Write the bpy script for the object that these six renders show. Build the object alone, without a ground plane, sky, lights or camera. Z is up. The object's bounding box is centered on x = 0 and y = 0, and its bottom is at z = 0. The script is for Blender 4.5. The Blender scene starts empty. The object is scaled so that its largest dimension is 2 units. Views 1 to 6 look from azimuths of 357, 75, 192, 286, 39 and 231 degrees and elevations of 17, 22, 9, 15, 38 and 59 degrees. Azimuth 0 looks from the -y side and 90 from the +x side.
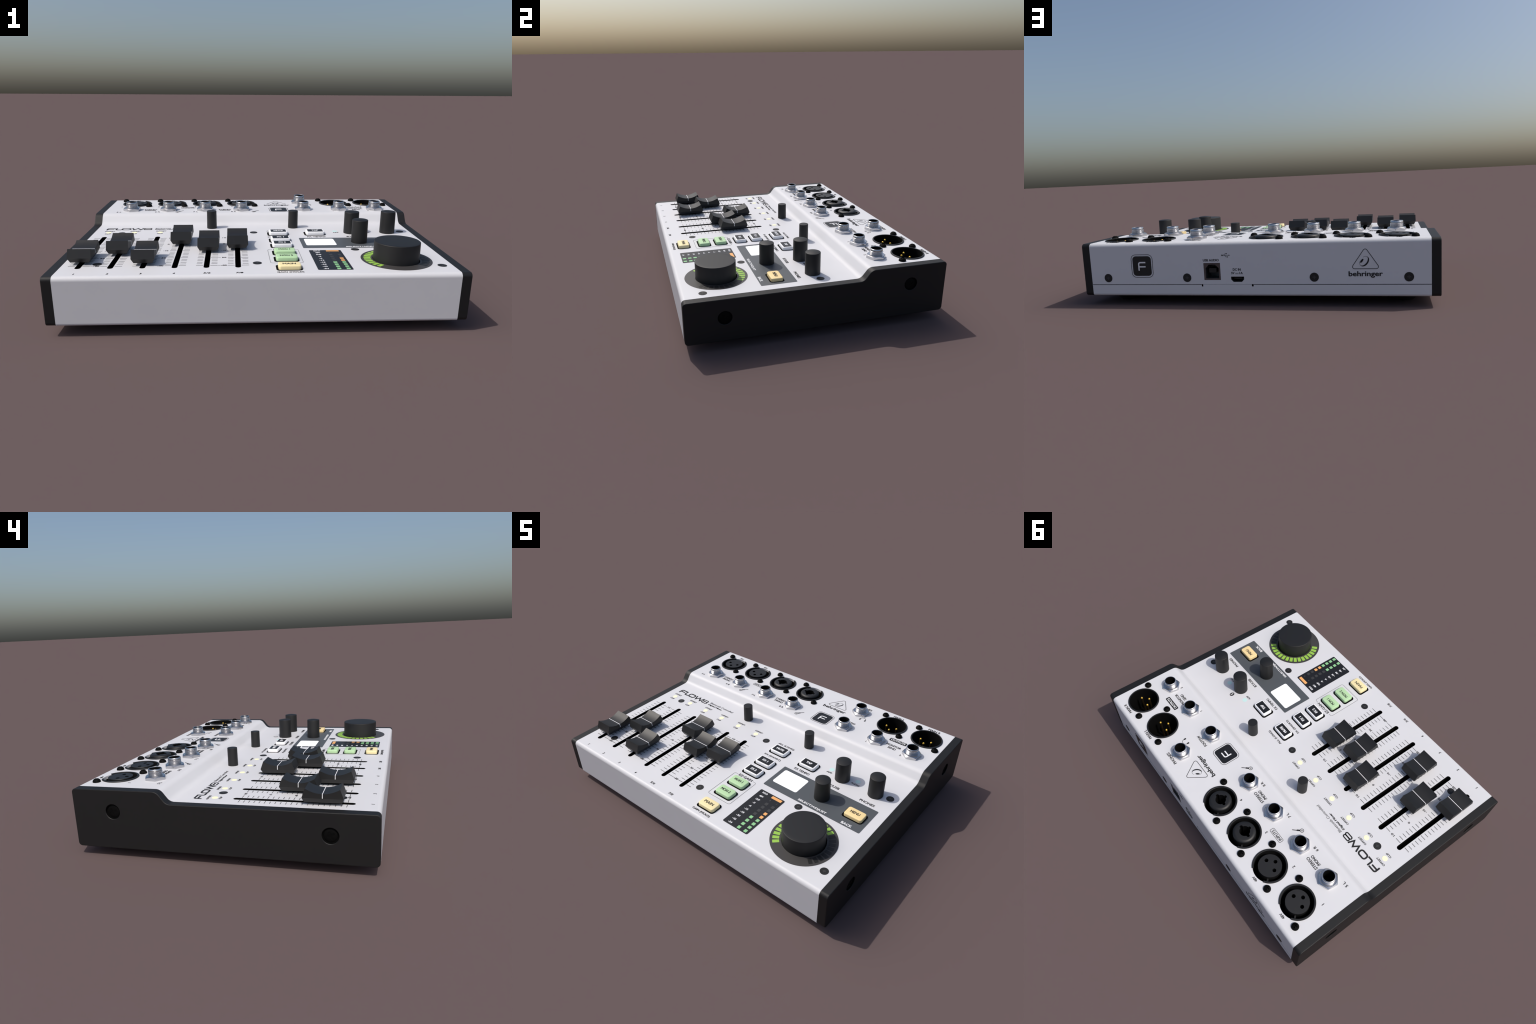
import bpy, bmesh, math, random
from mathutils import Vector, Matrix

random.seed(8)
PI = math.pi
Z_LOW, Z_HIGH, Z_BASE = 0.2970, 0.3580, 0.0540      # control deck, connector deck, underside
Y_FRONT, Y_BACK = -0.75, 0.75
X_SEAM, X_OUT = 0.952, 1.0

# ------------------------------------------------------------------ materials
def material(name, color, rough=0.5, metallic=0.0, grain=0.0, grain_scale=400.0,
             mottle=0.0, emit=0.0, spec=0.5, coat=0.0):
    m = bpy.data.materials.new(name)
    m.use_nodes = True
    nt = m.node_tree
    b = nt.nodes["Principled BSDF"]
    b.inputs["Base Color"].default_value = (*color, 1)
    b.inputs["Roughness"].default_value = rough
    b.inputs["Metallic"].default_value = metallic
    b.inputs["Specular IOR Level"].default_value = spec
    b.inputs["Coat Weight"].default_value = coat
    tc = nt.nodes.new("ShaderNodeTexCoord")
    if mottle > 0:
        n = nt.nodes.new("ShaderNodeTexNoise")
        n.inputs["Scale"].default_value = 9.0
        n.inputs["Detail"].default_value = 4.0
        nt.links.new(tc.outputs["Object"], n.inputs["Vector"])
        r = nt.nodes.new("ShaderNodeValToRGB")
        r.color_ramp.elements[0].position = 0.3
        r.color_ramp.elements[1].position = 0.7
        r.color_ramp.elements[0].color = (*[c * (1 - mottle) for c in color], 1)
        r.color_ramp.elements[1].color = (*[min(1, c * (1 + mottle)) for c in color], 1)
        nt.links.new(n.outputs["Fac"], r.inputs["Fac"])
        nt.links.new(r.outputs["Color"], b.inputs["Base Color"])
    if grain > 0:
        n = nt.nodes.new("ShaderNodeTexNoise")
        n.inputs["Scale"].default_value = grain_scale
        n.inputs["Detail"].default_value = 2.0
        nt.links.new(tc.outputs["Object"], n.inputs["Vector"])
        bp = nt.nodes.new("ShaderNodeBump")
        bp.inputs["Strength"].default_value = grain
        bp.inputs["Distance"].default_value = 0.001
        nt.links.new(n.outputs["Fac"], bp.inputs["Height"])
        nt.links.new(bp.outputs["Normal"], b.inputs["Normal"])
    if emit > 0:
        b.inputs["Emission Color"].default_value = (*color, 1)
        b.inputs["Emission Strength"].default_value = emit
    return m

WHITE = material("white_powder_coat", (0.665, 0.665, 0.685), 0.5, grain=0.04, mottle=0.008)
BLACK_SIDE = material("black_side_plastic", (0.0062, 0.0061, 0.0064), 0.58, grain=0.05, mottle=0.04, spec=0.42)
BLACK_KNOB = material("black_knob_rubber", (0.0070, 0.0070, 0.0073), 0.55, grain=0.04, mottle=0.04)
BLACK_CAP = material("black_fader_plastic", (0.0085, 0.0085, 0.0088), 0.5, grain=0.03, mottle=0.04)
BLACK_SOCKET = material("black_socket_plastic", (0.0080, 0.0080, 0.0084), 0.5, mottle=0.04)
BLACK_VOID = material("black_recess", (0.002, 0.002, 0.002), 0.9, mottle=0.05, spec=0.1)
BLACK_SCREW = material("black_oxide_screw", (0.0015, 0.0015, 0.0015), 0.7, mottle=0.05, spec=0.12)
SCREW_FLAT = material("dark_flush_screw", (0.007, 0.007, 0.0077), 0.6, mottle=0.05)
SCREW_MARK = material("screw_cross_grey", (0.036, 0.036, 0.038), 0.6, mottle=0.05)
INK = material("dark_ink", (0.016, 0.016, 0.018), 0.6, mottle=0.03, spec=0.3)
INK_SOFT = material("grey_ink", (0.20, 0.20, 0.21), 0.6, mottle=0.03)
INK_WHITE = material("white_ink", (0.80, 0.80, 0.81), 0.6, mottle=0.01)
INK_FAINT = material("faint_ink", (0.055, 0.055, 0.057), 0.6, mottle=0.03)
CHROME = material("nickel_plate", (0.56, 0.56, 0.575), 0.24, metallic=1.0, mottle=0.02)
GOLD = material("gold_contact", (0.90, 0.55, 0.08), 0.3, metallic=0.6, mottle=0.03)
PIN_SHAFT = material("shaded_pin_shaft", (0.012, 0.007, 0.002), 0.6, mottle=0.05, spec=0.2)  # gold pin painted dark brown below its tip: shade inside the socket cup
PANEL_GREY = material("slate_panel", (0.078, 0.087, 0.096), 0.5, mottle=0.02)
METER_BLACK = material("meter_window", (0.008, 0.008, 0.0092), 0.45, mottle=0.03)
RING_GREY = material("encoder_ring_grey", (0.047, 0.044, 0.043), 0.5, mottle=0.02)
SEG_ON = material("lit_segment_green", (0.30, 0.54, 0.075), 0.5, mottle=0.02)
SEG_OFF = material("unlit_segment", (0.010, 0.010, 0.010), 0.5, mottle=0.02)
LED_GREEN = material("meter_green", (0.27, 0.57, 0.27), 0.5, mottle=0.02)
LED_ORANGE = material("meter_orange", (0.86, 0.42, 0.14), 0.5, mottle=0.02)
LED_OFF = material("meter_unlit", (0.040, 0.040, 0.040), 0.5, mottle=0.02)
LED_PALE = material("clip_light_glow", (0.98, 0.94, 0.60), 0.5, mottle=0.01, emit=0.08)
LED_CYAN = material("pairing_light", (0.55, 0.77, 0.755), 0.5, mottle=0.01)
SCREEN = material("screen_glow", (0.97, 0.97, 0.97), 0.5, mottle=0.005, emit=0.30)
BTN_WHITE = material("white_button", (0.92, 0.92, 0.93), 0.45, mottle=0.008)
BTN_GREEN = material("green_button", (0.47, 0.69, 0.39), 0.5, mottle=0.01)
BTN_YELLOW = material("yellow_button", (0.90, 0.77, 0.42), 0.5, mottle=0.01)
BTN_AMBER = material("amber_button", (0.90, 0.69, 0.34), 0.5, mottle=0.01)
USB_BROWN = material("port_brown_frame", (0.085, 0.062, 0.057), 0.6, mottle=0.03)
PORT_STEEL = material("port_lining", (0.060, 0.068, 0.076), 0.35, metallic=0.5, mottle=0.05)
RUBBER = material("rubber_foot", (0.012, 0.012, 0.012), 0.8, mottle=0.05)

# ------------------------------------------------------------------ object helpers
scene_col = bpy.context.scene.collection
root = bpy.data.objects.new("audio_mixer", None)
root.empty_display_size = 0.1
scene_col.objects.link(root)
root["label"] = "white compact digital audio mixer with black sides, faders, knobs"
root["category"] = "audio mixer"

def add(name, mesh, parent=None, loc=(0, 0, 0), kind=None):
    o = bpy.data.objects.new(name, mesh)
    scene_col.objects.link(o)
    o.parent = parent or root
    # all parents sit unrotated; convert the world location to the parent's space
    p = o.parent
    w = Vector((0, 0, 0))
    while p is not None:
        w += p.location
        p = p.parent
    o.location = Vector(loc) - w
    if kind:
        o["kind"] = kind
    return o

def mesh_from(name, verts, faces, mats, face_mats=None, smooth_angle=None):
    me = bpy.data.meshes.new(name)
    me.from_pydata([tuple(v) for v in verts], [], faces)
    for m in (mats if isinstance(mats, (list, tuple)) else [mats]):
        me.materials.append(m)
    if face_mats:
        for p, i in zip(me.polygons, face_mats):
            p.material_index = i
    bm = bmesh.new()
    bm.from_mesh(me)
    bmesh.ops.recalc_face_normals(bm, faces=bm.faces)
    bm.to_mesh(me)
    bm.free()
    if smooth_angle:
        me.shade_smooth()
        me.set_sharp_from_angle(angle=math.radians(smooth_angle))
    me.update()
    return me

def lathe(name, prof, mats, n=48, a0=0.0, a1=2 * PI, face_mats=None, smooth=35):
    """prof: list of (r, z); radius 0 makes a pole; closed all round or an arc with end caps."""
    full = abs(a1 - a0 - 2 * PI) < 1e-6
    steps = n if full else n + 1
    verts, rings = [], []
    for r, z in prof:
        if r < 1e-7:
            verts.append((0, 0, z))
            rings.append([len(verts) - 1] * steps)
        else:
            ring = []
            for i in range(steps):
                a = a0 + (a1 - a0) * i / n
                verts.append((r * math.cos(a), r * math.sin(a), z))
                ring.append(len(verts) - 1)
            rings.append(ring)
    faces, fm = [], []
    for k in range(len(prof) - 1):
        A, B = rings[k], rings[k + 1]
        for i in range(n):
            j = (i + 1) % steps if full else i + 1
            f = []
            for v in (A[i], A[j], B[j], B[i]):
                if v not in f:
                    f.append(v)
            if len(f) > 2:
                faces.append(f)
                fm.append(face_mats[k] if face_mats else 0)
    if not full:
        faces.append([r[0] for r in rings][:-1] if prof[0] == prof[-1] else [r[0] for r in rings])
        faces.append([r[-1] for r in rings][:-1] if prof[0] == prof[-1] else [r[-1] for r in rings])
        fm += [0, 0]
    me = mesh_from(name, verts, faces, mats, fm, None)
    bm = bmesh.new()
    bm.from_mesh(me)
    bmesh.ops.remove_doubles(bm, verts=bm.verts, dist=1e-6)
    bmesh.ops.recalc_face_normals(bm, faces=bm.faces)
    bm.to_mesh(me)
    bm.free()
    if smooth:
        me.shade_smooth()
        me.set_sharp_from_angle(angle=math.radians(smooth))
    return me

def round_rect(w, h, r, n=6, cx=0.0, cy=0.0):
    pts = []
    for (sx, sy, a) in ((1, 1, 0), (-1, 1, 90), (-1, -1, 180), (1, -1, 270)):
        for i in range(n + 1):
            t = math.radians(a + 90 * i / n)
            pts.append((cx + sx * (w / 2 - r) + r * math.cos(t), cy + sy * (h / 2 - r) + r * math.sin(t)))
    return pts

def circle(r, n=32, cx=0.0, cy=0.0):
    return [(cx + r * math.cos(2 * PI * i / n), cy + r * math.sin(2 * PI * i / n)) for i in range(n)]

def fillet_path(corners, n=10):
    """corners: (a, b, radius) of a closed polygon -> rounded outline."""
    out = []
    m = len(corners)
    for i in range(m):
        p0, p1, p2 = Vector(corners[i - 1][:2]), Vector(corners[i][:2]), Vector(corners[(i + 1) % m][:2])
        r = corners[i][2]
        d0, d1 = (p0 - p1).normalized(), (p2 - p1).normalized()
        if r <= 0:
            out.append(tuple(p1))
            continue
        half = math.acos(max(-1, min(1, d0.dot(d1)))) / 2
        t = r / math.tan(half)
        c = p1 + (d0 + d1).normalized() * (r / math.sin(half))
        s, e = p1 + d0 * t - c, p1 + d1 * t - c
        a_s, a_e = math.atan2(s.y, s.x), math.atan2(e.y, e.x)
        da = (a_e - a_s + PI) % (2 * PI) - PI
        for k in range(n + 1):
            a = a_s + da * k / n
            out.append((c.x + r * math.cos(a), c.y + r * math.sin(a)))
    return out

def prism(name, pts, z0, z1, mats, face_mats=None, smooth=None):
    n = len(pts)
    verts = [(x, y, z0) for x, y in pts] + [(x, y, z1) for x, y in pts]
    faces = [list(range(n))[::-1], list(range(n, 2 * n))]
    faces += [[i, (i + 1) % n, n + (i + 1) % n, n + i] for i in range(n)]
    return mesh_from(name, verts, faces, mats, face_mats, smooth)

def stacked(name, loops, mats, smooth=None):
    """Loft through loops of equal point count [(pts, z)...], capped."""
    n = len(loops[0][0])
    verts = [(x, y, z) for pts, z in loops for x, y in pts]
    faces = [list(range(n))[::-1], list(range(n * (len(loops) - 1), n * len(loops)))]
    for k in range(len(loops) - 1):
        for i in range(n):
            j = (i + 1) % n
            faces.append([k * n + i, k * n + j, (k + 1) * n + j, (k + 1) * n + i])
    return mesh_from(name, verts, faces, mats, None, smooth)

def join_meshes(name, meshes, mats):
    """meshes: list of (mesh, Matrix); material indices are kept by material name."""
    bm = bmesh.new()
    names = [m.name for m in mats]
    for me, mx in meshes:
        tmp = me.copy()
        tmp.transform(mx)
        remap = [names.index(m.name) for m in tmp.materials]
        for p in tmp.polygons:
            p.material_index = remap[p.material_index]
        bm.from_mesh(tmp)
        bpy.data.meshes.remove(tmp)
    me = bpy.data.meshes.new(name)
    bm.to_mesh(me)
    bm.free()
    for m in mats:
        me.materials.append(m)
    return me

def boolean(mesh, cutters, op="DIFFERENCE"):
    a = bpy.data.objects.new("tmp_a", mesh)
    scene_col.objects.link(a)
    tmp = []
    for c in cutters:
        b = bpy.data.objects.new("tmp_b", c)
        scene_col.objects.link(b)
        tmp.append(b)
        md = a.modifiers.new("cut", "BOOLEAN")
        md.operation = op
        md.solver = "EXACT"
        md.object = b
        md.material_mode = "TRANSFER"
    dg = bpy.context.evaluated_depsgraph_get()
    dg.update()
    out = bpy.data.meshes.new_from_object(a.evaluated_get(dg))
    for o in tmp + [a]:
        bpy.data.objects.remove(o)
    return out

def apply_bevel(mesh, width, segs=2, angle=30):
    a = bpy.data.objects.new("tmp_a", mesh)
    scene_col.objects.link(a)
    md = a.modifiers.new("bev", "BEVEL")
    md.width = width
    md.segments = segs
    md.limit_method = "ANGLE"
    md.angle_limit = math.radians(angle)
    dg = bpy.context.evaluated_depsgraph_get()
    dg.update()
    out = bpy.data.meshes.new_from_object(a.evaluated_get(dg))
    bpy.data.objects.remove(a)
    return out

T = Matrix.Translation

# printed planes: local (u, v, height) -> world
def deck(z):
    return Matrix.Translation((0, 0, z))

BACK = Matrix(((-1, 0, 0, 0), (0, 0, 1, Y_BACK), (0, 1, 0, 0), (0, 0, 0, 1)))
LOW, HIGH = deck(Z_LOW), deck(Z_HIGH)
INK_T = 0.0008

def place_flat(name, mesh, plane, u, v, h=0.0, parent=None, kind=None):
    """mesh drawn in (u, v) about 0,0 with its thickness along the plane's normal"""
    rot = plane.to_3x3().to_4x4()
    me = mesh
    if plane is BACK:
        me = mesh.copy()
        me.transform(rot)
    return add(name, me, parent, plane @ Vector((u, v, h)), kind)

def flat(name, pts, plane, mat, u=0.0, v=0.0, h=0.0, t=INK_T, parent=None, kind=None):
    return place_flat(name, prism(name, pts, -0.0006, t, mat), plane, u, v, h, parent, kind)

def ribbon(pts, w, closed=False):
    """Outline quads of a stroked polyline with mitred joints -> (verts2d, quads)"""
    P = [Vector(p) for p in pts]
    n = len(P)
    L, R = [], []
    for i in range(n):
        a = P[i] - P[i - 1] if (i > 0 or closed) else P[1] - P[0]
        b = P[(i + 1) % n] - P[i] if (i < n - 1 or closed) else P[i] - P[i - 1]
        a.normalize()
        b.normalize()
        na, nb = Vector((-a.y, a.x)), Vector((-b.y, b.x))
        m = (na + nb)
        m = m.normalized() if m.length > 1e-6 else na
        k = min(2.0, 1.0 / max(0.35, m.dot(na)))
        ww = w[i] if isinstance(w, (list, tuple)) else w
        L.append(P[i] + m * ww / 2 * k)
        R.append(P[i] - m * ww / 2 * k)
    quads = [(i, (i + 1) % n, n + (i + 1) % n, n + i) for i in range(n if closed else n - 1)]
    return L + R, quads

def stroke_mesh(name, strokes, mat, t=INK_T):
    """strokes: list of (pts, width, closed)"""
    verts, faces = [], []
    for pts, w, closed in strokes:
        V, Q = ribbon(pts, w, closed)
        o = len(verts)
        n = len(V)
        verts += [(p.x, p.y, t) for p in V] + [(p.x, p.y, -0.0006) for p in V]
        for q in Q:
            faces.append([o + i for i in q])
            faces.append([o + n + i for i in q][::-1])
        h = n // 2
        rng = range(h if closed else h - 1)
        for i in rng:
            j = (i + 1) % h
            faces.append([o + i, o + j, o + n + j, o + n + i])
            faces.append([o + h + i, o + h + j, o + n + h + j, o + n + h + i])
        if not closed:
            for i in (0, h - 1):
                faces.append([o + i, o + h + i, o + n + h + i, o + n + i])
    return mesh_from(name, verts, faces, mat)

def text_mesh(txt, w, h, mat, bold=0.0, shear=0.0, t=INK_T, spacing=1.0):
    c = bpy.data.curves.new("lettering", "FONT")
    c.body = txt
    c.size = 1.0
    c.offset = bold
    c.shear = shear
    c.resolution_u = 3
    c.space_character = spacing
    c.fill_mode = "FRONT"
    o = bpy.data.objects.new("tmp_t", c)
    scene_col.objects.link(o)
    dg = bpy.context.evaluated_depsgraph_get()
    dg.update()
    me = bpy.data.meshes.new_from_object(o.evaluated_get(dg))
    bpy.data.objects.remove(o)
    bpy.data.curves.remove(c)
    xs = [v.co.x for v in me.vertices]
    ys = [v.co.y for v in me.vertices]
    x0, x1, y0, y1 = min(xs), max(xs), min(ys), max(ys)
    sx = w / (x1 - x0) if w > 0 else h / (y1 - y0)
    sy = h / (y1 - y0)
    for v in me.vertices:
        v.co = ((v.co.x - (x0 + x1) / 2) * sx, (v.co.y - (y0 + y1) / 2) * sy, t)
    bm = bmesh.new()
    bm.from_mesh(me)
    bmesh.ops.remove_doubles(bm, verts=bm.verts, dist=1e-6)
    r = bmesh.ops.extrude_face_region(bm, geom=bm.faces[:])
    for g in r["geom"]:
        if isinstance(g, bmesh.types.BMVert):
            g.co.z = -0.0006
    bmesh.ops.recalc_face_normals(bm, faces=bm.faces)
    bm.to_mesh(me)
    bm.free()
    me.materials.clear()
    me.materials.append(mat)
    return me

def strike(me, d):
    """bold print: the same letters laid down again, a hair to either side"""
    mat = me.materials[0]
    stack = [(me, Matrix.Identity(4)), (me, T((-d, 0, 0.00005))), (me, T((d, 0, 0.00010))), (me, T((0, d * 0.7, 0.00015))), (me, T((0, -d * 0.7, 0.00020)))]
    return join_meshes("printed_lettering", stack, [mat])

def lettering(txt, u, v, w, h, plane=LOW, mat=None, bold=0.035, shear=0.0, lift=0.0, parent=None, spacing=1.0):
    d = h * bold
    me = strike(text_mesh(txt, w - 2 * d if w else 0, h - 1.4 * d, mat or INK, 0.0, shear, INK_T, spacing), d)
    return place_flat("printed_lettering", me, plane, u, v, lift, parent)

# ------------------------------------------------------------------ body profile
def slope_corner(z, y_ref=0.266, z_ref=0.3275, ang=52):
    return y_ref + (z - z_ref) / math.tan(math.radians(ang))

def side_profile(front_r, base_r, n):
    return fillet_path([
        (Y_FRONT, Z_BASE, base_r), (Y_FRONT, Z_LOW, front_r),
        (slope_corner(Z_LOW), Z_LOW, 0.045), (slope_corner(Z_HIGH), Z_HIGH, 0.045),
        (Y_BACK, Z_HIGH, front_r), (Y_BACK, Z_BASE, base_r)], n)

def profile_solid(name, prof, x0, x1, mat):
    n = len(prof)
    verts = [(x0, y, z) for y, z in prof] + [(x1, y, z) for y, z in prof]
    faces = [list(range(n)), list(range(n, 2 * n))[::-1]]
    faces += [[i, n + i, n + (i + 1) % n, (i + 1) % n] for i in range(n)]
    return mesh_from(name, verts, faces, mat)

# layout grids
PITCH = 0.24
MIC_X = [-0.785 + PITCH * i for i in range(4)]
OUT_X = [0.585, 0.825]
MIC_Y = 0.596
JACKS = [(x, 0.393) for x in MIC_X] + [(0.345, 0.607), (0.345, 0.393), (0.585, 0.393), (0.825, 0.393)]
CH_X = [-0.8665 + 0.1533 * i for i in range(6)]
SLOT_Y0, SLOT_Y1, SLOT_W = -0.632, -0.051, 0.028
FADER_Y = [-0.489, -0.3495, -0.508, -0.175, -0.3055, -0.262]
BUTTONS = [  # text, x, y, style
    ("MUTE", 0.144, -0.0105, "fx"), ("FX 1", 0.144, -0.157, "fx"), ("FX 2", 0.144, -0.2655, "fx"),
    ("TAP", 0.364, -0.0105, "fx"), ("MON 1", 0.1445, -0.399, "green"), ("MON 2", 0.1445, -0.5085, "green"),
    ("MAIN", 0.1445, -0.643, "yellow"), ("MENU", 0.811, -0.2125, "amber")]
ENC = (0.7020, -0.5240)

# ------------------------------------------------------------------ chassis with its openings
def build_chassis():
    body = profile_solid("chassis", side_profile(0.022, 0.015, 14), -X_SEAM, X_SEAM, [WHITE, BLACK_VOID, PORT_STEEL])
    cut = []
    I = Matrix.Identity(4)
    mats = [WHITE, BLACK_VOID, PORT_STEEL]
    # microphone sockets: white sheet edge, black below
    for x in MIC_X + OUT_X:
        floor = 0.235 if x in MIC_X else 0.190
        me = lathe("c", [(0, floor), (0.0935, floor), (0.0935, 0.342), (0.0935, 0.40), (0, 0.40)],
                   [WHITE, BLACK_VOID], 64, face_mats=[1, 1, 0, 0], smooth=None)
        cut.append((me, T((x, MIC_Y, 0))))
    for x, y in JACKS:
        me = lathe("c", [(0, 0.27), (0.0335, 0.27), (0.0335, 0.40), (0, 0.40)], [BLACK_VOID], 32, smooth=None)
        cut.append((me, T((x, y, 0))))
    for x in CH_X:
        L = SLOT_Y1 - SLOT_Y0
        me = prism("c", round_rect(SLOT_W, L, SLOT_W / 2 - 1e-4, 8), 0.235, 0.33, [BLACK_VOID])
        cut.append((me, T((x, (SLOT_Y0 + SLOT_Y1) / 2, 0))))
    for _, x, y, _s in BUTTONS:
        me = prism("c", round_rect(0.126, 0.085, 0.016, 6), 0.272, 0.33, [BLACK_VOID])
        cut.append((me, T((x, y, 0))))
    me = lathe("c", [(0, 0.27), (0.1180, 0.27), (0.1180, 0.33), (0, 0.33)], [BLACK_VOID], 72, smooth=None)
    cut.append((me, T((ENC[0], ENC[1], 0))))
    # rear ports, cut along -y
    usb = prism("c", [(-0.048, 0.145), (0.048, 0.145), (0.048, 0.2405), (-0.048, 0.2405)], -0.10, 0.01, [BLACK_VOID])
    cut.append((usb, BACK @ T((-0.213, 0, 0))))
    dc = prism("c", [(-0.037, 0.1635), (-0.037, 0.148), (-0.024, 0.134), (0.024, 0.134), (0.037, 0.148), (0.037, 0.1635)],
               -0.07, 0.01, [PORT_STEEL])
    cut.append((dc, BACK @ T((-0.069, 0, 0))))
    # seam of the bottom tray, with the two relief notches
    def slit(u0, u1, v0, v1, d, m):
        cut.append((prism("c", [(u0, v0), (u1, v0), (u1, v1), (u0, v1)], -d, 0.01, [m]), BACK))
    slit(-0.9515, -0.279, 0.1178, 0.1212, 0.006, BLACK_VOID)
    slit(0.020, 0.9515, 0.1178, 0.1212, 0.006, BLACK_VOID)
    slit(-0.2785, -0.2705, 0.1085, 0.1214, 0.012, BLACK_VOID)
    slit(0.0095, 0.0195, 0.1085, 0.1214, 0.012, BLACK_VOID)
    slit(-0.2702, 0.0092, 0.1195, 0.1207, 0.003, BLACK_VOID)
    cutter = join_meshes("cutter", cut, mats)
    out = boolean(body, [cutter])
    out.name = "chassis"
    return add("chassis", out)

chassis = build_chassis()

# ------------------------------------------------------------------ side panels
def build_sides():
    prof = side_profile(0.020, 0.020, 10)
    for s in (-1, 1):
        x_in, x_out = s * (X_SEAM + 0.0004), s * X_OUT
        me = profile_solid("side_panel", prof, x_in, x_out, [BLACK_SIDE, BLACK_VOID])
        # soften only the outline on the outer face
        bm = bmesh.new()
        bm.from_mesh(me)
        bm.normal_update()
        ed = [e for e in bm.edges if all(abs(v.co.x - x_out) < 1e-6 for v in e.verts)]
        bmesh.ops.bevel(bm, geom=ed, offset=0.004, segments=3, profile=0.5, affect="EDGES")
        bm.to_mesh(me)
        bm.free()
        holes = [(-0.534, 0.189), (0.532, 0.246)]
        cut = []
        rot = Matrix.Rotation(PI / 2 * s, 4, "Y")
        for y, z in holes:
            c = lathe("c", [(0, -0.011), (0.0385, -0.011), (0.0385, -0.002), (0.0405, 0.0001), (0.0405, 0.02), (0, 0.02)],
                      [BLACK_SIDE, BLACK_VOID], 48, face_mats=[1, 1, 0, 0, 0], smooth=None)
            cut.append((c, T((x_out, y, z)) @ rot))
        out = boolean(me, [join_meshes("cutter", cut, [BLACK_SIDE, BLACK_VOID])])
        panel = add("side_panel", out)
        for y, z in holes:
            sc = cross_screw(0.032, 0.0045)
            sc = sc.copy()
            sc.transform(rot)
            add("recessed_screw", sc, panel, (x_out - s * 0.011, y, z))

def cross_screw(r, h, name="domed_screw"):
    key = (r, h)
    if key in cross_screw.cache:
        return cross_screw.cache[key]
    prof = [(0, -0.001), (r, -0.001), (r, h * 0.12)]
    for i in range(1, 8):
        a = PI / 2 * i / 8
        prof.append((r * math.cos(a), h * 0.12 + h * 0.88 * math.sin(a)))
    prof.append((0, h))
    dome = lathe(name, prof, [BLACK_SCREW], 32, smooth=None)
    w = r * 0.30
    c1 = prism("c", [(-r * .58, -w / 2), (r * .58, -w / 2), (r * .58, w / 2), (-r * .58, w / 2)], h * 0.45, h * 2, [BLACK_SCREW])
    c2 = prism("c", [(-w / 2, -r * .58), (w / 2, -r * .58), (w / 2, r * .58), (-w / 2, r * .58)], h * 0.45, h * 2, [BLACK_SCREW])
    me = boolean(dome, [c1, c2])
    me.transform(Matrix.Rotation(math.radians(25), 4, "Z"))
    me.shade_smooth()
    me.set_sharp_from_angle(angle=math.radians(30))
    cross_screw.cache[key] = me
    return me
cross_screw.cache = {}

build_sides()

# ------------------------------------------------------------------ feet
foot_me = lathe("foot", [(0, 0), (0.046, 0), (0.053, 0.003), (0.087, 0.034), (0.090, Z_BASE - 0.0005), (0, Z_BASE - 0.0005)], [RUBBER], 40)
for x in (-0.82, 0.82):
    for y in (-0.500, 0.560):
        add("foot", foot_me, None, (x, y, 0))

# ------------------------------------------------------------------ faders
def fader_cap_mesh():
    hx_b, hy_b, z_b = 0.0455, 0.086, 0.3115
    hx_m, hy_m, z_m = 0.0565, 0.0955, 0.3340
    hx_t, hy_t = 0.0550, 0.0795
    n = 14
    ys = [-hy_t + 2 * hy_t * i / n for i in range(n + 1)]
    top = lambda y: 0.3549 + 0.0230 * (y / hy_t) ** 2
    V, F = [], []
    def v(*p):
        V.append(p)
        return len(V) - 1
    b = [v(-hx_b, -hy_b, z_b), v(hx_b, -hy_b, z_b), v(hx_b, hy_b, z_b), v(-hx_b, hy_b, z_b)]
    m = [v(-hx_m, -hy_m, z_m), v(hx_m, -hy_m, z_m), v(hx_m, hy_m, z_m), v(-hx_m, hy_m, z_m)]
    tl = [v(-hx_t, y, top(y)) for y in ys]
    tr = [v(hx_t, y, top(y)) for y in ys]
    F.append(b[::-1])
    for i in range(4):
        F.append([b[i], b[(i + 1) % 4], m[(i + 1) % 4], m[i]])
    F.append([m[0], m[1], tr[0], tl[0]])
    F.append([m[2], m[3], tl[-1], tr[-1]])
    for i in range(n):
        F.append([tl[i], tr[i], tr[i + 1], tl[i + 1]])
    F.append([m[1], m[2]] + tr[::-1])
    F.append([m[3], m[0]] + tl)
    me = mesh_from("fader_cap", V, F, BLACK_CAP)
    me.shade_smooth()
    me.set_sharp_from_angle(angle=math.radians(14))
    return me

def pointer_line_mesh():
    w, d = 0.0016, 0.0004
    sec = [(-0.0566, 0.335), (-0.0551, 0.3549), (0.0551, 0.3549), (0.0566, 0.335)]
    off = [(-0.0566 - d, 0.335), (-0.0551 - d, 0.3549 + d), (0.0551 + d, 0.3549 + d), (0.0566 + d, 0.335)]
    poly = off + [(x * 0.97, z - 0.001) for x, z in sec[::-1]]
    n = len(poly)
    V = [(x, -w, z) for x, z in poly] + [(x, w, z) for x, z in poly]
    F = [[i, (i + 1) % n, n + (i + 1) % n, n + i] for i in range(n)]
    for o in (0, n):
        F += [[o + i, o + i + 1, o + n - 2 - i, o + n - 1 - i] for i in range(3)]
    return mesh_from("pointer_line", V, F, INK_WHITE)

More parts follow.
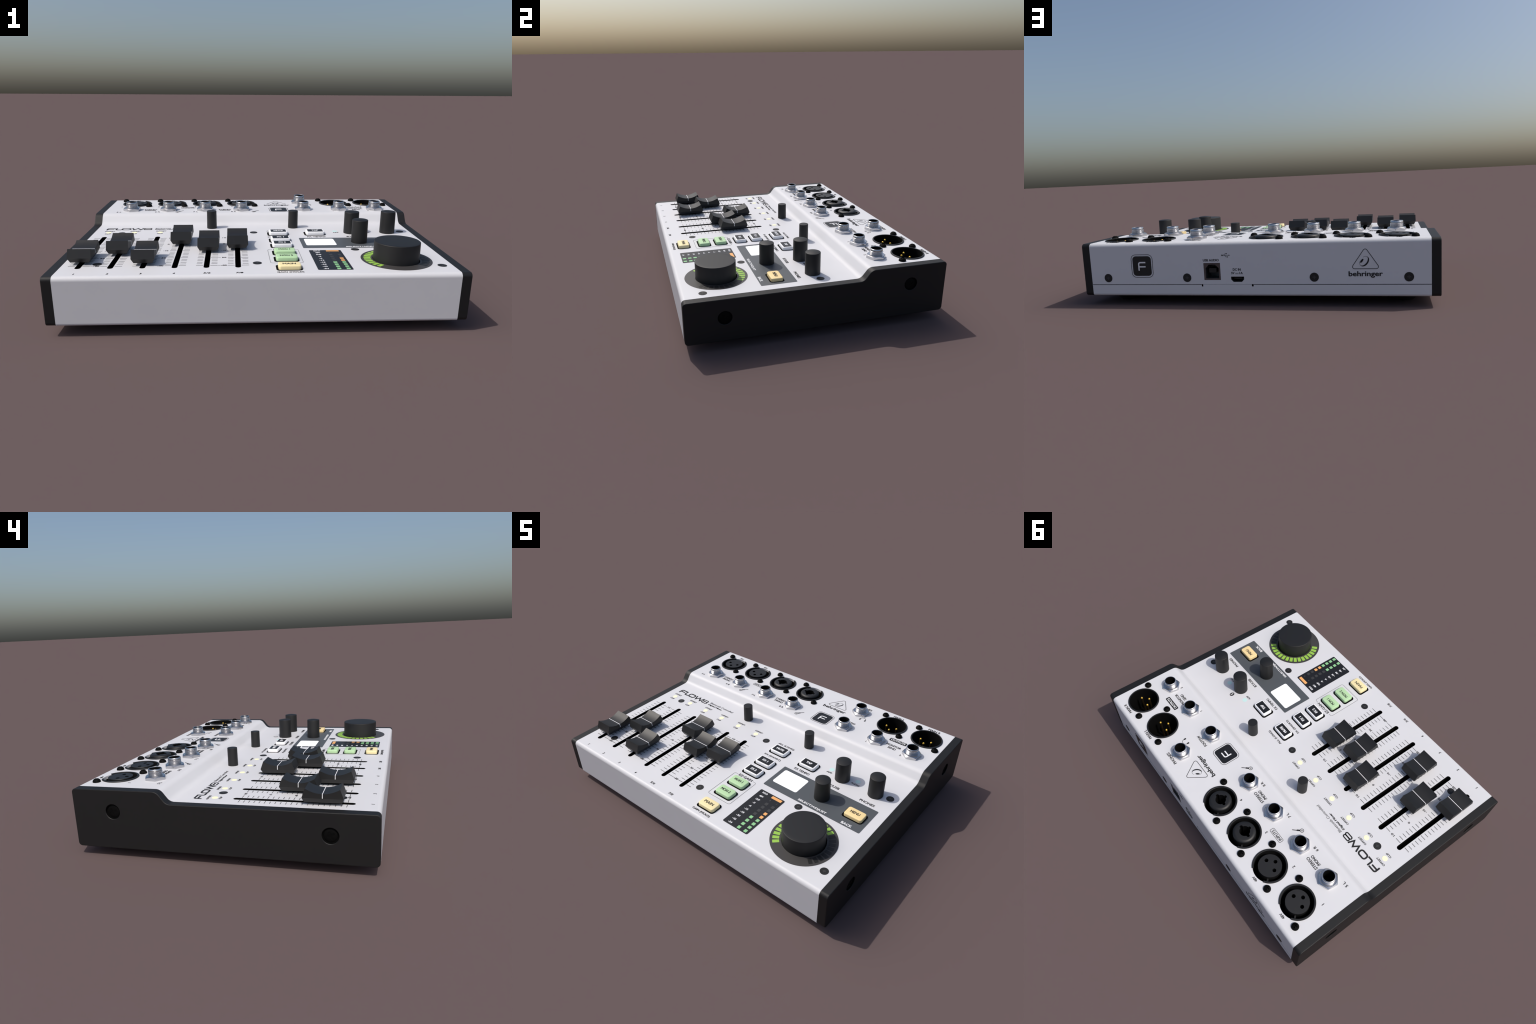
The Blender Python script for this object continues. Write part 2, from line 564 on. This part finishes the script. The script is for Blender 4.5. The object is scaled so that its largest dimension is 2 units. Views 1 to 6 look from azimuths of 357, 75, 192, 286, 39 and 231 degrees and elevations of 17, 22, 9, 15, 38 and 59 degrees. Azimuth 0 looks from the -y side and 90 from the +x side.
cap_me, line_me = fader_cap_mesh(), pointer_line_mesh()
stem_me = prism("fader_stem", round_rect(0.020, 0.030, 0.002, 2), 0.240, 0.313, BLACK_VOID)
for x, y in zip(CH_X, FADER_Y):
    cap = add("fader_cap", cap_me, None, (x, y, 0))
    add("pointer_line", line_me, cap, (x, y, 0))
    add("fader_stem", stem_me, cap, (x, y, 0))

# scale ticks on both sides of every slot: 21 rows, every fifth one long
def build_ticks():
    parts = []
    rows = 21
    for ch, x in enumerate(CH_X):
        for i in range(rows):
            y = -0.0895 - 0.02533 * i
            major = i % 5 == 0
            hw = 0.0013 if major else 0.0016
            for s in (-1, 1):
                a, b = (0.0175, 0.053) if major else (0.0225, 0.0515)
                if s < 0:
                    b -= 0.002
                pts = [(x + s * a, y - hw), (x + s * b, y - hw), (x + s * b, y + hw), (x + s * a, y + hw)]
                parts.append((prism("t", pts, -0.0006, INK_T, INK if major else TICK_GREY), LOW))
    me = join_meshes("fader_scale", parts, [INK, TICK_GREY])
    add("fader_scale", me, chassis, (0, 0, 0), "stuff")
TICK_GREY = material("tick_ink", (0.10, 0.10, 0.105), 0.6, mottle=0.03)
build_ticks()
for pair in (0, 2, 4):
    xm = CH_X[pair] + 0.0795
    for k, s in enumerate(("10", "0", "-10", "30", "-\u221e")):
        y = -0.0895 - 0.02533 * 5 * k
        w = (0.022, 0.011, 0.026, 0.023, 0.030)[k]
        lettering(s, xm + (0.004 if k >= 3 else 0), y, w, 0.0135, bold=0.04)
        if k in (3, 4):
            flat("scale_dash", [(-0.006, -0.001), (0.006, -0.001), (0.006, 0.001), (-0.006, 0.001)], LOW, TICK_GREY, xm - 0.019, y)
for x, s, w in zip(CH_X, ("1", "2", "3", "4", "5/6", "7/8"), (0, 0, 0, 0, 0.034, 0.034)):
    lettering(s, x + 0.006, -0.708, w, 0.0155, shear=0.15)
    flat("indicator_light", circle(0.0153, 32), LOW, LED_PALE, x + 0.0005, 0.044, t=0.0010)
    lettering("OFFSET", x + 0.001, 0.0755, 0.062, 0.0125, bold=0.03)
    lettering("CLIP", x + 0.001, 0.015, 0.036, 0.0125, bold=0.03)

# ------------------------------------------------------------------ product-line lettering drawn as strokes
def arc_pts(cx, cy, r, a0, a1, n=6, ry=None):
    return [(cx + r * math.cos(math.radians(a0 + (a1 - a0) * i / n)), cy + (ry or r) * math.sin(math.radians(a0 + (a1 - a0) * i / n))) for i in range(n + 1)]

def wide_logo():
    h, w = 0.0340, 0.0098       # centre-line height, stroke
    S = []
    def at(x0, pts):
        return [(x0 + x, y) for x, y in pts]
    # F: stem bending into the top bar
    S.append((at(-0.8905, [(0, -w / 2), (0, h - 0.010)] + arc_pts(0.010, h - 0.010, 0.010, 180, 90, 5)[1:] + [(0.046, h)]), w, False))
    S.append((at(-0.8905, [(0.003, h * 0.45), (0.040, h * 0.45)]), w, False))
    # L
    S.append((at(-0.837, [(0, h + w / 2), (0, 0.008)] + arc_pts(0.008, 0.008, 0.008, 180, 270, 5)[1:] + [(0.033, 0)]), w, False))
    # O
    S.append((at(-0.7765, round_rect(0.050, h, 0.013, 5, 0, h / 2)), w, True))
    # W
    S.append((at(-0.7415, [(0, h + w / 2), (0.014, 0.001), (0.0345, h - 0.001), (0.055, 0.001), (0.069, h + w / 2)]), w, False))
    # 8
    S.append((at(-0.645, round_rect(0.042, h * 0.50, 0.008, 4, 0, h * 0.77)), w * 0.70, True))
    S.append((at(-0.645, round_rect(0.046, h * 0.50, 0.008, 4, 0, h * 0.25)), w * 0.74, True))
    return stroke_mesh("wide_logo_lettering", S, INK)

place_flat("wide_logo_lettering", wide_logo(), LOW, 0, 0.1095, 0)
lettering("Bluetooth Controlled", -0.4955, 0.1405, 0.212, 0.0165, mat=TICK_GREY, bold=0.012, shear=0.12)
lettering("Digital Mixer", -0.5365, 0.1145, 0.130, 0.0165, bold=0.055, shear=0.12)

# ------------------------------------------------------------------ flush panel screws
def flush_screw(plane, u, v, r=0.0225):
    s = flat("panel_screw", circle(r, 40), plane, SCREW_FLAT, u, v, t=0.0010)
    a, w = r * 0.40, r * 0.11
    plus = [(-w, -a), (w, -a), (w, -w), (a, -w), (a, w), (w, w), (w, a), (-w, a), (-w, w), (-a, w), (-a, -w), (-w, -w)]
    flat("screw_cross", plus, plane, SCREW_MARK, u, v, t=0.0016, parent=s)

for u, v in ((-0.786, 0.028), (0.001, 0.028), (0.893, 0.028), (-0.786, -0.564), (-0.005, -0.565), (0.533, -0.344), (0.899, -0.630)):
    flush_screw(LOW, u, v)
for x in (0.847, 0.362, -0.354, -0.841):
    flush_screw(BACK, -x, 0.1585, 0.0245)

# ------------------------------------------------------------------ rotary knobs
def knob_mesh(name, r, z0, z1, edge, dome, taper=0.0, n=64):
    prof = [(0, z0), (r + taper, z0)]
    for i in range(5):
        a = PI / 2 * i / 4
        prof.append((r - edge + edge * math.cos(a), z1 - dome - edge + edge * math.sin(a)))
    for i in range(1, 6):
        t = i / 6
        prof.append(((r - edge) * (1 - t), z1 - dome * (1 - t) ** 2))
    prof.append((0, z1))
    return lathe(name, prof, [BLACK_KNOB], n, smooth=40)

slim = knob_mesh("rotary_knob", 0.0295, Z_LOW - 0.002, 0.4055, 0.0015, 0.0005, 0.0008, 24)
tall = knob_mesh("rotary_knob", 0.0435, Z_LOW - 0.002, 0.4315, 0.0028, 0.0050, 0.0010)
for x, y in ((-0.2535, 0.149), (0.2515, 0.148)):
    add("rotary_knob", slim, None, (x, y, 0))
for x, y in ((0.5885, 0.0115), (0.8085, 0.0115), (0.5885, -0.1990)):
    add("rotary_knob", tall, None, (x, y, 0))
big = knob_mesh("encoder_knob", 0.1138, 0.274, 0.3950, 0.0030, 0.0008, 0.0010, 96)
encoder = add("encoder_knob", big, None, (ENC[0] - 0.0015, ENC[1] - 0.0018, 0))

# encoder scale ring
def annulus(name, r0, r1, mat, n=96, t=INK_T):
    return lathe(name, [(r0, -0.0006), (r1, -0.0006), (r1, t), (r0, t), (r0, -0.0006)], [mat], n, smooth=None)
RING_C = ENC
ring = add("encoder_ring", annulus("encoder_ring", 0.1183, 0.1772, RING_GREY), None, (RING_C[0], RING_C[1], Z_LOW))
N_SEG = 25
def segment_mesh(mat):
    half = math.radians(11.04 * 0.33)
    pts = [(0.163 * math.cos(-half + 2 * half * i / 4), 0.163 * math.sin(-half + 2 * half * i / 4)) for i in range(5)]
    pts += [(0.1275 * math.cos(half * 1.18 - 2.36 * half * i / 4), 0.1275 * math.sin(half * 1.18 - 2.36 * half * i / 4)) for i in range(5)]
    return prism("ring_segment", pts, 0.0, 0.0015, mat)
seg_on, seg_off = segment_mesh(SEG_ON), segment_mesh(SEG_OFF)
for i in range(N_SEG):
    o = add("ring_segment", seg_on if i < 16 else seg_off, ring, (RING_C[0], RING_C[1], Z_LOW))
    o.rotation_euler[2] = math.radians(222.5 - 11.04 * i)

# ------------------------------------------------------------------ push buttons
def button_mesh(mat, w=0.110, h=0.069):
    z1 = 0.3175
    L = []
    r0 = 0.013
    L.append((round_rect(w, h, r0), 0.274))
    L.append((round_rect(w - 0.001, h - 0.001, r0), z1 - 0.005))
    for i in range(1, 5):
        a = PI / 2 * i / 4
        d = 0.0045 * (1 - math.cos(a))
        L.append((round_rect(w - 0.001 - 2 * d, h - 0.001 - 2 * d, r0 - d * 0.5), z1 - 0.005 + 0.005 * math.sin(a)))
    return stacked("push_button", L, mat, 40)
btn = {"fx": button_mesh(BTN_WHITE), "green": button_mesh(BTN_GREEN), "yellow": button_mesh(BTN_YELLOW), "amber": button_mesh(BTN_AMBER)}
BTN_TOP = deck(0.3175)
for txt, x, y, st in BUTTONS:
    if st != "amber":
        flat("button_collar", round_rect(0.126, 0.085, 0.016, 6), LOW, BLACK_VOID, x, y, t=0.0010, parent=chassis)
    x += 0.002
    b = add("push_button", btn[st], None, (x, y, 0))
    if st == "fx":
        f = flat("button_face", round_rect(0.090, 0.0530, 0.003, 3), BTN_TOP, METER_BLACK, x, y, parent=b)
        lettering(txt, x, y, 0.055 if txt == "MUTE" else 0.040, 0.018, BTN_TOP, INK_WHITE, 0.06, lift=0.0009, parent=b)
    else:
        wd = {"MON 1": 0.060, "MON 2": 0.066, "MAIN": 0.064, "MENU": 0.058}[txt]
        lettering(txt, x - 0.002, y + 0.002, wd, 0.019, BTN_TOP, INK, 0.025, parent=b)

# frame round the two monitor buttons, broken for its caption
def frame():
    x0, x1, y0, y1, r = 0.061, 0.2245, -0.568, -0.3365, 0.012
    pts = [(0.085, y1), (x0 + r, y1)] + arc_pts(x0 + r, y1 - r, r, 90, 180)[1:] + arc_pts(x0 + r, y0 + r, r, 180, 270) \
        + arc_pts(x1 - r, y0 + r, r, 270, 360) + arc_pts(x1 - r, y1 - r, r, 0, 90) + [(0.2005, y1)]
    return stroke_mesh("button_frame", [(pts, 0.0022, False)], INK_SOFT)
place_flat("button_frame", frame(), LOW, 0, 0)

for s, u, v, w, h in (("ALL (LONG)", 0.1415, 0.0565, 0.123, 0.018), ("FX (SHORT)", 0.1415, -0.083, 0.124, 0.018),
                      ("FX TEMPO", 0.3645, -0.0815, 0.108, 0.018), ("BT/USB", 0.5855, -0.0795, 0.083, 0.018),
                      ("PHONES", 0.8095, -0.0805, 0.094, 0.018), ("GAIN (HOLD)", 0.1455, -0.708, 0.128, 0.018),
                      ("EZ-GAIN", 0.1425, -0.335, 0.100, 0.019), ("APP", 0.497, 0.013, 0.036, 0.013),
                      ("AUDIO", 0.675, 0.014, 0.054, 0.013)):
    lettering(s, u, v, w, h, bold=0.035)
flat("indicator_light", circle(0.0155), LOW, LED_CYAN, 0.496, 0.044)
flat("indicator_light", circle(0.0155), LOW, LED_CYAN, 0.675, 0.0435)
# wireless mark: dark oval with the rune knocked out
bt = flat("wireless_mark", [(0.0125 * math.cos(2 * PI * i / 32), 0.0165 * math.sin(2 * PI * i / 32)) for i in range(32)], LOW, INK, 0.5845, 0.085)
rune = [(-0.0045, 0.0055), (0.0045, -0.0050), (0, -0.0105), (0, 0.0105), (0.0045, 0.0050), (-0.0045, -0.0055)]
place_flat("wireless_rune", stroke_mesh("wireless_rune", [(rune, 0.0016, False)], INK_WHITE), LOW, 0.5845, 0.085, 0.0009, bt)

# ------------------------------------------------------------------ display strip and level meter
strip = flat("display_panel", round_rect(0.640, 0.206, 0.006, 3), LOW, PANEL_GREY, 0.5775, -0.2095, t=0.0009)
# the strip must leave the menu button's opening dark: a black collar sits on top of it
flat("button_collar", round_rect(0.126, 0.085, 0.016, 6), LOW, BLACK_VOID, 0.811, -0.2125, t=0.0013, parent=strip)
flat("screen", round_rect(0.169, 0.129, 0.011, 6), LOW, SCREEN, 0.3675, -0.1957, t=0.0018, parent=strip)
lettering("SELECT/ADJUST", 0.5885, -0.2955, 0.187, 0.018, mat=INK_WHITE, bold=0.05, lift=0.0010, parent=strip)
lettering("BACK", 0.811, -0.2955, 0.064, 0.018, mat=INK_WHITE, bold=0.05, lift=0.0010, parent=strip)

meter = flat("level_meter", round_rect(0.171, 0.326, 0.008, 4), LOW, METER_BLACK, 0.3655, -0.518, t=0.0009)
led = {c: prism("meter_led", round_rect(0.0185, 0.0200, 0.001, 1), 0, 0.0017, m) for c, m in (("g", LED_GREEN), ("o", LED_ORANGE), ("x", LED_OFF))}
for col, seq in ((0.3835, "ggggxxxx"), (0.4285, "ggggooxx")):
    for i, c in enumerate(seq):
        add("meter_led", led[c], meter, (col, -0.664 + 0.0324 * i, Z_LOW))
add("solo_light", prism("solo_light", round_rect(0.068, 0.019, 0.001, 1), 0, 0.0017, LED_ORANGE), meter, (0.4042, -0.3725, Z_LOW))
for i, s in enumerate(("SOLO", "48V", "CLIP", "-3", "-6", "-12", "-18", "-30", "-42", "-54")):
    w = 0.036 if i == 0 else 0.028 if i < 3 else 0.016 if i < 5 else 0.025
    lettering(s, 0.321, -0.3725 - 0.0324 * i, w, 0.0125, mat=INK_WHITE, bold=0.05, lift=0.0010, parent=meter)
lettering("1", 0.382, -0.4025, 0.006, 0.011, mat=INK_FAINT, lift=0.0010, parent=meter)
lettering("2", 0.428, -0.4025, 0.009, 0.011, mat=INK_FAINT, lift=0.0010, parent=meter)

# ------------------------------------------------------------------ jack sockets
def thread_profile():
    p = [(0.0, 0.300), (0.0308, 0.300), (0.0308, 0.4130), (0.0318, 0.4150), (0.0340, 0.4150), (0.0362, 0.4125), (0.0365, 0.4045)]
    z = 0.4040
    for i in range(4):
        p += [(0.0338, z - 0.0018), (0.0374, z - 0.0040), (0.0374, z - 0.0052)]
        z -= 0.0066
    p += [(0.0360, 0.3740), (0.0360, Z_HIGH - 0.001)]
    return p
tp = thread_profile()
barrel = lathe("jack_socket", tp, [CHROME, BLACK_VOID], 40, face_mats=[1, 1] + [0] * (len(tp) - 3), smooth=50)
def nut_mesh():
    hexa = prism("hex_nut", [(0.0585 * math.cos(PI / 6 + PI / 3 * i), 0.0585 * math.sin(PI / 6 + PI / 3 * i)) for i in range(6)], Z_HIGH - 0.001, 0.3775, CHROME)
    env = lathe("c", [(0, 0.34), (0.0575, 0.34), (0.0575, 0.3700), (0.0480, 0.3775), (0.0465, 0.390), (0, 0.390)], [CHROME], 64, smooth=None)
    me = boolean(hexa, [env], "INTERSECT")
    me = boolean(me, [lathe("c", [(0, 0.34), (0.0355, 0.34), (0.0355, 0.39), (0, 0.39)], [CHROME], 40, smooth=None)])
    me.shade_smooth()
    me.set_sharp_from_angle(angle=math.radians(25))
    return me
nut = nut_mesh()
for i, (x, y) in enumerate(JACKS):
    j = add("jack_socket", barrel, None, (x, y, 0))
    nt_o = add("hex_nut", nut, j, (x, y, 0))
    nt_o.rotation_euler[2] = math.radians((-8, -6, -9, -7, -7, -8, -6, -9)[i])

# ------------------------------------------------------------------ microphone sockets
GAP0, GAP1 = math.radians(122), math.radians(61 + 360)
rim_prof = [(0.0860, 0.290), (0.0930, 0.290), (0.0930, Z_HIGH + 0.0003), (0.0970, Z_HIGH + 0.0003), (0.0970, 0.3620), (0.0955, 0.3640), (0.0885, 0.3640), (0.0868, 0.3625), (0.0860, 0.290)]
rim_arc = lathe("microphone_socket", rim_prof, [BLACK_SOCKET], 60, GAP0, GAP1, smooth=40)
rim_full = lathe("line_output_socket", [(0.0, 0.195), (0.0880, 0.195), (0.0885, 0.3620), (0.0895, 0.3645), (0.0955, 0.3645), (0.0972, 0.3625), (0.0972, Z_HIGH - 0.001)],
                 [BLACK_SOCKET, BLACK_VOID], 64, face_mats=[1, 1, 0, 0, 0, 0], smooth=40)
PINS = [(-0.0355, -0.003), (0.0, -0.0365), (0.0345, -0.002)]

def insert_female():
    body = lathe("socket_insert", [(0, 0.22), (0.0648, 0.22), (0.0648, 0.3640), (0.0636, 0.3655), (0, 0.3655)], [BLACK_SOCKET, BLACK_VOID], 56, smooth=None)
    cut = [(lathe("c", [(0, 0.27), (0.0105, 0.27), (0.0105, 0.38), (0, 0.38)], [BLACK_VOID], 24, smooth=None), T((x, y, 0))) for x, y in PINS]
    me = boolean(body, [join_meshes("cutter", cut, [BLACK_VOID])])
    me.shade_smooth()
    me.set_sharp_from_angle(angle=math.radians(35))
    return me

def insert_combo():
    prof = [(0, 0.22), (0.0655, 0.22), (0.0655, 0.3600)]
    for i in range(1, 9):
        a = PI / 2 * i / 8
        prof.append((0.0655 - 0.018 * (1 - math.cos(a)), 0.3600 + 0.0130 * math.sin(a)))
    prof += [(0, 0.3730)]
    me = lathe("socket_insert", prof, [BLACK_SOCKET, BLACK_VOID], 56, smooth=None)
    cyl = lambda r, x, y: join_meshes("c", [(lathe("c", [(0, 0.24), (r, 0.24), (r, 0.40), (0, 0.40)], [BLACK_VOID], 28, smooth=None), T((x, y, 0)))], [BLACK_VOID])
    me = boolean(me, [cyl(0.030, 0, -0.003)] + [cyl(0.0088, x * 0.94, y * 0.94) for x, y in PINS])
    me.shade_smooth()
    me.set_sharp_from_angle(angle=math.radians(30))
    return me

ins_f, ins_c = insert_female(), insert_combo()
# locking latch block bridging insert and wall
latch = prism("latch_block", [(-0.004, 0), (0.004, 0), (0.004, 0.024), (-0.004, 0.024)], 0.25, 0.338, BLACK_SOCKET)
screw_me = cross_screw(0.0208, 0.0195)
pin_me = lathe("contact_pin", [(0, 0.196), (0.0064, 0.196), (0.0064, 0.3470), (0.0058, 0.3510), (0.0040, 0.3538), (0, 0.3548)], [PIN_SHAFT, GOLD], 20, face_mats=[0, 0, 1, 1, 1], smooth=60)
for i, x in enumerate(MIC_X):
    s = add("microphone_socket", rim_arc, None, (x, MIC_Y, 0))
    add("socket_insert", ins_f if i < 2 else ins_c, s, (x, MIC_Y, 0))
    a = math.radians(134)
    lb = add("latch_block", latch, s, (x + 0.0635 * math.cos(a), MIC_Y + 0.0635 * math.sin(a), 0))
    lb.rotation_euler[2] = a - PI / 2
for x in OUT_X:
    s = add("line_output_socket", rim_full, None, (x, MIC_Y, 0))
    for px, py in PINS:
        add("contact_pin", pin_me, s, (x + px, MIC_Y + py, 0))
for x in MIC_X + OUT_X:
    for sx, sy in ((-0.0925, 0.0855), (0.0925, -0.0835)):
        o = add("mounting_screw", screw_me, None, (x + sx, MIC_Y + sy, Z_HIGH))
        o.rotation_euler[2] = random.uniform(-0.15, 0.15)

# ------------------------------------------------------------------ lettering and marks on the connector deck
for s, u, v, w, h in (("1", -0.873, 0.4975, 0, 0.016), ("2", -0.624, 0.4965, 0, 0.016), ("3", -0.377, 0.4975, 0, 0.016), ("4", -0.130, 0.497, 0, 0.016),
                      ("5 L", -0.8605, 0.336, 0.031, 0.0165), ("6 R", -0.613, 0.337, 0.033, 0.0165), ("7 L", -0.366, 0.336, 0.031, 0.0165), ("8 R", -0.118, 0.3355, 0.033, 0.0165),
                      ("STEREO", -0.6655, 0.4055, 0.082, 0.0185), ("/MONO", -0.6655, 0.380, 0.070, 0.0185),
                      ("STEREO", -0.1755, 0.4055, 0.082, 0.0185), ("/MONO", -0.1755, 0.380, 0.070, 0.0185),
                      ("48V", -0.7965, 0.7025, 0.033, 0.015), ("48V", -0.5565, 0.7025, 0.033, 0.015),
                      ("MONITOR", 0.7005, 0.406, 0.098, 0.0185), ("SEND", 0.7015, 0.378, 0.053, 0.0185),
                      ("MAIN R", 0.826, 0.7085, 0.080, 0.018), ("MAIN L", 0.579, 0.705, 0.075, 0.018),
                      ("PHONES", 0.345, 0.6745, 0.094, 0.0185), ("FOOTSW", 0.345, 0.462, 0.092, 0.0185),
                      ("1", 0.541, 0.345, 0, 0.014), ("2", 0.775, 0.347, 0, 0.014)):
    lettering(s, u, v, w, h, HIGH, bold=0.035)
place_flat("input_caption_frame", stroke_mesh("input_caption_frame", [(round_rect(0.092, 0.0275, 0.006, 4), 0.0022, True)], INK), HIGH, -0.4235, 0.4625)
lettering("INPUTS", -0.4235, 0.4625, 0.075, 0.0165, HIGH, bold=0.03)
oc = flat("output_caption_plate", round_rect(0.113, 0.0300, 0.006, 4), HIGH, INK, 0.701, 0.4625)
lettering("OUTPUTS", 0.701, 0.4625, 0.097, 0.0170, HIGH, INK_WHITE, 0.03, lift=0.0009, parent=oc)

def letter_badge(plane, u, v, size):
    k = size / 0.130
    b = flat("letter_badge", round_rect(0.112 * k, 0.112 * k, 0.020 * k, 6), plane, METER_BLACK, u, v)
    fr = stroke_mesh("badge_frame", [(round_rect(0.1285 * k, 0.1285 * k, 0.026 * k, 8), 0.0026, True)], INK)
    place_flat("badge_frame", fr, plane, u, v, 0, b)
    w = 0.0075 * k
    L, Rr, B, Tp = -0.0195 * k, 0.0215 * k, -0.026 * k, 0.020 * k
    r = 0.010 * k
    F = [([(L, B), (L, Tp - r)] + arc_pts(L + r, Tp - r, r, 180, 90)[1:] + [(Rr, Tp)], w, False), ([(L + w / 2, -0.004 * k), (Rr, -0.004 * k)], w, False)]
    place_flat("badge_letter", stroke_mesh("badge_letter", F, INK_WHITE), plane, u, v, 0.0009, b)

letter_badge(HIGH, 0.1825, 0.3935, 0.126)
letter_badge(BACK, -0.6295, 0.2270, 0.131)

def maker_mark(plane, u, v, tw):
    """rounded triangle with a tilted ear shape, and the name below; (u, v) is the triangle's base centre"""
    tri = fillet_path([(-0.076, 0, 0.011), (0.076, 0, 0.011), (0, 0.112, 0.011)], 6)
    strokes = [(tri, 0.0030, True)]
    m = place_flat("triangle_mark", stroke_mesh("triangle_mark", strokes, INK), plane, u, v)
    # crescent: tilted ellipse stroke whose width swells on the lower right
    pts, ws = [], []
    tilt = math.radians(-37)
    for i in range(29):
        a = math.radians(150 - 300 * i / 28)
        x, y = 0.0185 * math.cos(a), 0.0285 * math.sin(a)
        pts.append((x * math.cos(tilt) - y * math.sin(tilt), x * math.sin(tilt) + y * math.cos(tilt)))
        ws.append(0.0012 + 0.0066 * max(0.0, math.cos(a)) ** 0.8)
    place_flat("ear_crescent", stroke_mesh("ear_crescent", [(pts, ws, False)], INK), plane, u - 0.0065, v + 0.0400, 0, m)
    el = []
    for i in range(24):
        a = 2 * PI * i / 24
        x, y = 0.0052 * math.cos(a), 0.0125 * math.sin(a)
        el.append((x * math.cos(tilt) - y * math.sin(tilt), x * math.sin(tilt) + y * math.cos(tilt)))
    flat("ear_pupil", el, plane, INK, u - 0.0180, v + 0.0420, parent=m)
    me = strike(text_mesh("behringer", tw - 0.003, 0.0335, INK), 0.0013)
    place_flat("printed_lettering", me, plane, u, v - 0.0300, 0, m)

maker_mark(HIGH, 0.1815, 0.5640, 0.176)
maker_mark(BACK, 0.6225, 0.2015, 0.176)

# pictograms: guitar, headphones
def guitar(u, v):
    body = circle(0.0105, 20)
    S = [(body, 0.0028, True), (circle(0.0035, 12), 0.002, True), ([(0.006, 0.007), (0.019, 0.022)], 0.009, False), ([(0.018, 0.021), (0.036, 0.041)], 0.0042, False)]
    place_flat("guitar_pictogram", stroke_mesh("guitar_pictogram", S, INK), HIGH, u, v)
guitar(0.0125, 0.3325)
guitar(-0.4835, 0.3320)
hp = [(arc_pts(0, 0, 0.019, 180, 0, 12), 0.0026, False), ([(-0.0185, 0.001), (-0.0185, -0.013)], 0.009, False), ([(0.0185, 0.001), (0.0185, -0.013)], 0.009, False)]
place_flat("headphone_pictogram", stroke_mesh("headphone_pictogram", hp, INK), HIGH, 0.3995, 0.5440)

# ------------------------------------------------------------------ rear ports and lettering
lettering("USB AUDIO", -0.2165, 0.2560, 0.092, 0.0130, BACK, bold=0.035)
lettering("DC IN", -0.0710, 0.2030, 0.045, 0.0140, BACK, bold=0.035)
lettering("5V", -0.0945, 0.1835, 0.019, 0.0125, BACK, bold=0.035)
lettering("1A", -0.0475, 0.1835, 0.019, 0.0125, BACK, bold=0.035)
dash = [([(-0.009, 0.0015), (0.009, 0.0015)], 0.0016, False), ([(-0.009, -0.003), (-0.004, -0.003)], 0.0016, False), ([(-0.0025, -0.003), (0.0025, -0.003)], 0.0016, False), ([(0.004, -0.003), (0.009, -0.003)], 0.0016, False)]
place_flat("direct_current_mark", stroke_mesh("direct_current_mark", dash, INK), BACK, -0.071, 0.1815)
trident = [([(-0.022, 0), (0.020, 0)], 0.0018, False), ([(-0.012, 0), (-0.005, 0.007), (0.004, 0.0085)], 0.0018, False), ([(-0.006, 0), (0.002, -0.009), (0.008, -0.0095)], 0.0018, False),
           ([(-0.0235, 0), (-0.0165, 0)], 0.0070, False), ([(0.002, 0.0085), (0.0075, 0.0085)], 0.0052, False), ([(0.0075, -0.0095), (0.0125, -0.0095)], 0.0052, False),
           ([(0.018, 0), (0.0245, 0)], [0.0065, 0.0005], False)]
place_flat("bus_trident_mark", stroke_mesh("bus_trident_mark", trident, INK), BACK, -0.1300, 0.2825)

def usb_port():
    """square frame with the chamfered opening, a tongue inside"""
    outer = [(-0.0475, -0.0475), (0.0475, -0.0475), (0.0475, 0.0475), (-0.0475, 0.0475)]
    op = [(-0.038, -0.039), (0.038, -0.039), (0.038, 0.018), (0.019, 0.038), (-0.019, 0.038), (-0.038, 0.018)]
    fr = boolean(prism("data_port", outer, -0.085, -0.0015, [USB_BROWN, PORT_STEEL]), [prism("c", op, -0.075, 0.02, [PORT_STEEL])])
    p = place_flat("data_port", fr, BACK, -0.213, 0.1928)
    place_flat("port_tongue", prism("port_tongue", [(-0.021, -0.010), (0.021, -0.010), (0.021, 0.013), (-0.021, 0.013)], -0.078, -0.012, BLACK_SOCKET), BACK, -0.213, 0.1960, 0, p)
usb_port()
place_flat("power_port", prism("power_port", [(-0.022, -0.003), (0.022, -0.003), (0.022, 0.003), (-0.022, 0.003)], -0.065, -0.010, BLACK_SOCKET), BACK, -0.069, 0.1530)

# drop helper meshes that ended up unused
for me in list(bpy.data.meshes):
    if me.users == 0:
        bpy.data.meshes.remove(me)
